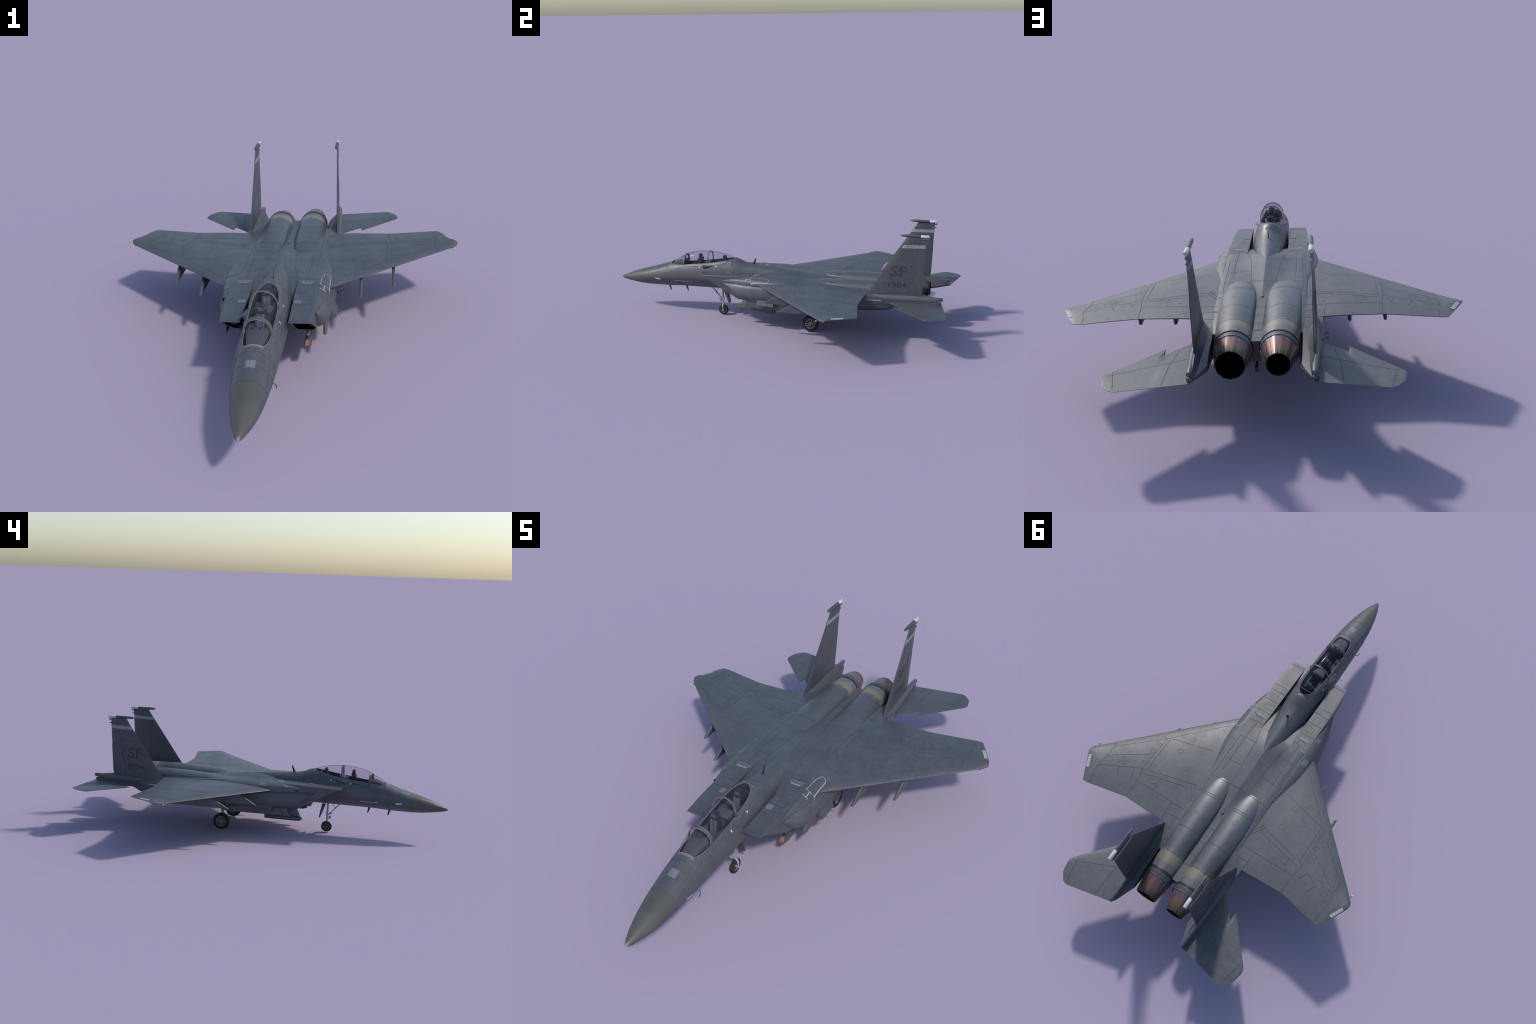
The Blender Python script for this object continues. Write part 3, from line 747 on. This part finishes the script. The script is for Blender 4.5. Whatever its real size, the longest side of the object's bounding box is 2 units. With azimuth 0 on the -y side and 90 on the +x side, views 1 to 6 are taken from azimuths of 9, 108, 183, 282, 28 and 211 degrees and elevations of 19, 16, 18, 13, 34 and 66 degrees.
def both(fn, *shapes, ax='down', **k):
    """Apply to a shape and its mirror image (x flipped for plan views, side swapped for side views)."""
    out = []
    for s in shapes:
        r = fn(s, ax=ax, **k); out += r if isinstance(r, list) else [r]
        if ax == 'down': s2 = [(-p[0], p[1]) for p in s]; ax2 = 'down'
        else: s2 = s; ax2 = 'left' if ax == 'right' else 'right'
        r = fn(s2, ax=ax2, **k); out += r if isinstance(r, list) else [r]
    return out
def rect(cx, cy, lx, ly, rot=0):
    c, s = cos(rot), sin(rot)
    return [(cx+a*c-b*s, cy+a*s+b*c) for a, b in ((-lx/2, -ly/2), (lx/2, -ly/2), (lx/2, ly/2), (-lx/2, ly/2))]
def oval(cx, cy, lx, ly, rot=0, n=14):
    c, s = cos(rot), sin(rot)
    g = lambda v: abs(v)**.6*(1 if v > 0 else -1)   # rounded rectangle
    return [(cx+lx/2*g(cos(q))*c-ly/2*g(sin(q))*s, cy+lx/2*g(cos(q))*s+ly/2*g(sin(q))*c) for q in span(0, 2*pi, n+1)[:-1]]
def R(w, **k): return lambda s, ax: ribbon(s, w, ax, **k)

lines, worn = [], []
for s in [ # wing and deck panel seams (plan view, mirrored)
    [(.591, .373), (.413, .217)], [(.591, .373), (.592, .431), (.598, .487), (.596, .511)], [(.592, .431), (.416, .312)],
    [(.413, .217), (.416, .312), (.417, .398), (.407, .456), (.4045, .540)], [(.399, .208), (.399, .390)], [(.598, .487), (.515, .446), (.417, .398)],
    [(.417, .398), (.165, .337)], [(.405, .416), (.174, .363)], [(.405, .459), (.217, .459)], [(.217, .459), (.212, .545)], [(.586, .531), (.586, .577)],
    [(.513, .447), (.492, .489)], [(.455, .417), (.434, .461)], [(.396, .206), (.268, .177), (.205, .16)], [(.413, .217), (.22, .015)], [(.591, .373), (.60, .362)],
    [(.320, .395), (.320, .412)], [(.24, .375), (.24, .388)],
    [(.140, .029), (.060, .024)], [(.133, .156), (.057, .154)], [(.131, .257), (.046, .255)], [(.060, .024), (.0435, .252)], [(.140, .029), (.139, .100), (.141, .272), (.139, .336)],
    [(.111, -.070), (.115, .082), (.113, .215)], [(.074, -.036), (.060, .024)], [(.046, .2525), (0, .2525)], [(.149, .343), (.025, .341)], [(.150, -.060), (.111, -.070), (.08, -.070)],
    [(.080, -.283), (.154, -.285)], [(.081, -.418), (.148, -.418)], [(.081, -.195), (.155, -.195)], [(.081, -.128), (.155, -.128)], [(.081, -.10), (.155, -.10)],
    [(.015, .40), (.015, .65)], [(.018, .47), (-.0, .47)], [(.018, .54), (0, .54)], [(.018, .61), (0, .61)],
    [(.142, .40), (.185, .33)], [(.150, .41), (.193, .34)], [(.145, .46), (.21, .46)], [(.146, .51), (.21, .51)], [(.147, .56), (.18, .56)], [(.147, .62), (.17, .62)],
    # tailplane seams
    [(.205, .80), (.43, .90)], [(.24, .73), (.252, .815)], [(.255, .823), (.262, .965)], [(.42, .875), (.398, .985)],
    # hump rings
    [(.125, .352), (.03, .352)], [(.136, .53), (.02, .53)], [(.135, .655), (.016, .655)],
    ]:
    lines += both(R(.0008), s)
    worn += both(R(.0007), [(x+.0010, y+.0010) for x, y in s])
for c in ((.573, .440, .03, .02), (.437, .342, .026, .018), (.429, .261, .022, .014), (.431, .303, .018, .016), (.430, .369, .02, .012), (.324, .239, .026, .02), (.304, .158, .012, .022), (.255, .30, .026, .018), (.342, .424, .035, .022), (.25, .20, .024, .018), (.064, .190, .016, .024), (.115, -.215, .03, .04), (.108, -.16, .04, .03), (.09, .45, .014, .014), (.075, .40, .018, .022)):
    lines += both(R(.0007, step=.004, closed=True), oval(*c, rot=.2))
for y in (-.7985, -.735, -.682):    # hoop seams round the nose
    for z0, z1 in ((.165, .25),):
        lines += both(R(.0013, step=.004), [(y, z0), (y, z1)], ax='right')
    w = f_w(y)*.80
    lines += ribbon([(-w, y), (w, y)], .0013, 'down', step=.004)
for y, z0, z1 in ((-.25, .262, .335), (-.18, .272, .318), (-.60, .17, .285), (-.33, .29, .325)):
    lines += both(R(.0011, step=.005), [(y, z0), (y, z1)], ax='right')
lines += both(R(.0011), [(-.25, .30), (-.10, .296)], [(-.56, .292), (-.40, .305), (-.30, .327)], [(-.78, .235), (-.66, .275)], ax='right')
# fin seams
lines += both(R(.0012), [(.735, .30), (.80, .46), (.833, .588)], [(.66, .315), (.785, .585)], [(.64, .395), (.80, .415)], [(.70, .465), (.80, .47)], [(.772, .294), (.847, .295)], [(.7715, .297), (.8025, .449)], [(.803, .4515), (.855, .452)], ax='right')
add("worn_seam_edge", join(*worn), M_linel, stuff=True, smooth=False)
add("panel_seam", join(*lines), M_line, stuff=True, smooth=False)

gap_line = both(R(.0024, lift=.0009), [(.7730, .2985), (.8035, .4485)], ax='right')
add("rudder_gap_line", join(*gap_line), M_letter, stuff=True, smooth=False)  # dark ribbon laid on the skin in place of a cut opening
pale_edge = both(R(.0011, lift=.0010), [(.7755, .3000), (.8055, .4485)], [(.8035, .4500), (.855, .4510)], [(.774, .2965), (.847, .2970)], [(.5585, .2760), (.7685, .5860)], ax='right')  # paler lines along the fin and rudder edges
add("pale_fin_edge", join(*pale_edge), M_faint, stuff=True, smooth=False)
# white dashes and stencils
dash = []
for x, y, r in ((.559, .482, .47), (.475, .445, .47), (.433, .428, .47), (.347, .397, .25), (.344, .433, .1), (.234, .372, .25), (.277, .433, .1), (.503, .545, .2), (.305, .534, 0), (.213, .433, .1), (.648, .460, 2.05), (.611, .537, 2.05), (.157, .136, 1.5), (.156, .194, 1.5), (.155, .345, 1.45), (.195, .38, 1.0), (.155, .088, 1.5)):
    dash += both(lambda s, ax: patch(s, ax, .0008, 3, 1), rect(x, y, .0125, .0024, r))
add("stencil_dash", join(*dash), M_faint, stuff=True, smooth=False)
st_ = []
P1 = lambda s, ax: patch(s, ax, .0009, 3, 2)
# white outlined refuelling panel on one tank (plan view)
W = [(.161, -.108), (.1635, -.030), (.168, -.022), (.171, -.006), (.179, -.001), (.188, -.004), (.193, -.014), (.1912, -.105), (.178, -.111)]
st_ += ribbon(W, .0020, 'down', .0011, .004, closed=True)
st_ += ribbon([(.1755, -.111), (.1750, -.143)], .0024, 'down', .0011)+ribbon([(.160, -.138), (.175, -.143), (.1880, -.138)], .0024, 'down', .0011)
for sgn in (1, -1):
    for i in range(11):   # louvre grille on each intake top
        x = sgn*(.0905+i*.0047)
        st_.append(patch(rect(x, -.0915, .0010, .0150), 'down', .0009, 1, 2))
    for y in (-.0835, -.0995): st_.append(patch(rect(sgn*.114, y, .050, .0013), 'down', .0009, 6, 1))
    for i in range(5): st_ += ribbon(oval(sgn*(.0985+i*.0078), -.1045, .0062, .0052, n=8), .0020, 'down', .0010, closed=True)
add("white_stencil", join(*st_), M_white, stuff=True, smooth=False)
add("louvre_slot_decal", join(*[patch(rect(sg*(.0928+i*.0047), -.0915, .0030, .0135), 'down', .0007, 1, 2) for sg in (1, -1) for i in range(10)]), M_soot, stuff=True, smooth=False)  # flat dark strips drawn on the skin as louvres, nothing is cut
pale = []
for sgn in (1, -1): pale.append(patch(rect(sgn*.0965, -.2695, .0245, .031), 'down', .0008))
pale.append(patch(rect(0, -.733, .030, .030), 'down', .0008, 8, 3))
pale.append(patch(rect(-.178, -.009, .022, .032), 'down', .0009, 6, 4)); pale.append(patch(rect(-.172, -.135, .014, .020), 'down', .0009, 6, 4))
add("pale_panel", join(*pale), M_pale, stuff=True, smooth=False)
hat = []
for sgn in (1, -1): hat += ribbon([(sgn*.0855, -.2835), (sgn*.1075, -.2555)], .0016, 'down', .0012)+ribbon(rect(sgn*.0965, -.2695, .024, .0305), .001, 'down', .0012, closed=True)
for i in range(4): hat += ribbon([(-.189, -.021+i*.0075), (-.167, -.021+i*.0075)], .0009, 'down', .0013)
for i in range(3): hat += ribbon([(-.178, -.142+i*.006), (-.166, -.142+i*.006)], .0009, 'down', .0013)
hat += both(R(.0010, lift=.0012), [(.155, .058), (.170, .058), (.170, .068)], [(.156, .058), (.156, .068)])
add("faint_stencil", join(*hat), M_faint, stuff=True, smooth=False)
# national star roundel, outline only
star = []
for sgn in (1, -1):
    cx, cy, rot = sgn*.5135, .410, sgn*.565
    c, s = cos(rot), sin(rot)
    T = lambda a, b: (cx+a*c-b*s, cy+a*s+b*c)
    star += ribbon([T(.0165*cos(q), .0165*sin(q)) for q in span(0, 2*pi, 25)[:-1]], .0014, 'down', .0009, closed=True)
    star += ribbon([T((.0125 if k % 2 == 0 else .0052)*sin(k*pi/5), (.0125 if k % 2 == 0 else .0052)*cos(k*pi/5)) for k in range(10)], .0012, 'down', .0009, closed=True)
    for e in (1, -1): star += ribbon([T(e*.017, -.005), T(e*.036, -.005), T(e*.036, .006), T(e*.017, .006)], .0013, 'down', .0009)
add("star_insignia", join(*star), M_insig, stuff=True, smooth=False)
# bright plates and lamps on the skin
bw = both(lambda s, ax: patch(s, ax, .0008, 4, 2), [(-.750, .204), (-.717, .203), (-.717, .212), (-.750, .214)], ax='right')
for y, z in ((-.468, .297), (-.362, .311)):
    bw += both(lambda s, ax: patch(s, ax, .0009, 3, 3), [(y-.0045, z+.003), (y-.001, z-.006), (y+.003, z-.004), (y+.0045, z+.004)], ax='right')
add("scoop_mouth_decal", patch([(-.207, .2590), (-.188, .2590), (-.191, .2705), (-.207, .2690)], "left", .0009, 4, 4), M_black, smooth=False)  # flat black decal added on the fairing side to stand for the scoop opening
add("windshield_frame", patch([(-.031, -.6655), (.031, -.6655), (.0295, -.6585), (-.0295, -.6585)], "down", .0012, 10, 2), M_insig, smooth=False)
add("white_plate", join(*bw), M_bright, stuff=True, smooth=False)
bs = both(lambda s, ax: patch(s, ax, .0008, 6, 1), [(-.622, .2030), (-.592, .2030), (-.592, .2095), (-.622, .2095)], [(-.590, .2030), (-.558, .2030), (-.558, .2095), (-.590, .2095)], [(-.556, .2030), (-.526, .2030), (-.526, .2095), (-.556, .2095)],
          [(.556, .2375), (.581, .2372), (.581, .2425), (.556, .2428)], [(.585, .2372), (.634, .236), (.634, .2415), (.585, .2425)], ax='right')
add("formation_strip", join(*bs), M_beige, stuff=True, smooth=False)
add("rust_panel", join(*[patch(rect(x, -.226, .009, .012), 'down', .0008, 3, 2) for x in (-.0115, 0, .0115)]), plain("rust_brown_patch", (.12, .085, .07), .6), smooth=False)
tipw = both(lambda s, ax: patch(s, ax, .0008, 3, 6), [(.6655, .472), (.655, .464), (.628, .519), (.6395, .526)])
add("tip_light_strip", join(*tipw), M_white, stuff=True, smooth=False)
add("tip_light_bar", join(*both(lambda s, ax: patch(s, ax, .0014, 2, 1), *[rect(.6555-.0062*i, .4765+.0115*i, .009, .0030, .45) for i in range(5)])), plain("tip_light_yellow", (.30, .28, .16), .5), stuff=True, smooth=False)
add("red_edge_mark", join(*both(lambda s, ax: patch(s, ax, .0008, 3, 2), [(.2235, -.0255), (.2285, -.0205), (.2285, -.012), (.2225, -.018)])), M_red, smooth=False)
scr = []
for k in range(22):
    y, z = -.03+random.gauss(0, .018), .205+random.gauss(0, .014)
    scr += both(lambda s, ax: patch(s, ax, .0007, 1, 1), rect(y, z, random.uniform(.002, .006), .0009, random.uniform(0, pi)), ax='right')
add("paint_scratch", join(*scr), M_faint, stuff=True, smooth=False)

# fin tip band (both faces) and tail lettering
for sgn, f in ((1, fins[0]), (-1, fins[1])):
    P = []
    for side_ in ('right', 'left'):
        q = [(f_le(.532)+.002, .5315), (.8585, .535), (.8592, .5535), (f_le(.549)+.002, .5495)]
        fn, d = AX[side_]
        # cast from just outside this fin so that the other one is never hit
        V, F = [], []; n_, m_ = 10, 3
        for i in range(n_+1):
            for j in range(m_+1):
                s, t = i/n_, j/m_
                a = [(q[0][c]*(1-s)+q[1][c]*s)*(1-t)+(q[3][c]*(1-s)+q[2][c]*s)*t for c in (0, 1)]
                o = Vector((sgn*.178+(.05 if side_ == 'right' else -.05), a[0], a[1]))
                hit, nor, _, _ = SKIN.ray_cast(o, Vector(d), .1)
                V.append((hit+Vector(d)*-.0006) if hit else Vector((sgn*.178, a[0], a[1])))
        for i in range(n_):
            for j in range(m_): F.append((i*(m_+1)+j, (i+1)*(m_+1)+j, (i+1)*(m_+1)+j+1, i*(m_+1)+j+1))
        P.append((V, F))
    add("fin_band", join(*P), M_band, parent=f, smooth=False)

def letters(text, sgn, y0, y1, z0, z1, f, mat=M_letter):
    cu = bpy.data.curves.new("lettering", 'FONT'); cu.body = text; cu.resolution_u = 4; cu.offset = .012
    ob = bpy.data.objects.new("lettering_source", cu); bpy.context.scene.collection.objects.link(ob)
    bpy.context.view_layer.update()
    me = bpy.data.meshes.new_from_object(ob.evaluated_get(bpy.context.evaluated_depsgraph_get()))
    bpy.data.objects.remove(ob)
    X = [v.co.x for v in me.vertices]; Y = [v.co.y for v in me.vertices]
    V = []
    for v in me.vertices:
        s = (v.co.x-min(X))/(max(X)-min(X)); t = (v.co.y-min(Y))/(max(Y)-min(Y))
        a = y0+(y1-y0)*s; b = z0+(z1-z0)*t
        hit, nor, _, _ = SKIN.ray_cast(Vector((sgn*.25, a, b)), Vector((-sgn, 0, 0)), .12)
        V.append(((hit.x if hit else sgn*.19)+sgn*.0006, a, b))
    F = [tuple(p.vertices) for p in me.polygons]
    bpy.data.meshes.remove(me)
    add("tail_lettering", (V, F), mat, parent=f, smooth=False)
letters("SF", 1, .678, .766, .375, .432, fins[0]); letters("1984", 1, .668, .768, .312, .343, fins[0])
letters("SF", -1, .761, .674, .375, .432, fins[1]); letters("1984", -1, .759, .666, .311, .343, fins[1])
M_small = plain("small_letter_grey", (.062, .064, .067), .6)
letters("AF", 1, .645, .662, .330, .341, fins[0], M_small); letters("90", 1, .645, .662, .311, .322, fins[0], M_small)
letters("AF", -1, .658, .641, .330, .341, fins[1], M_small); letters("90", -1, .658, .641, .311, .322, fins[1], M_small)
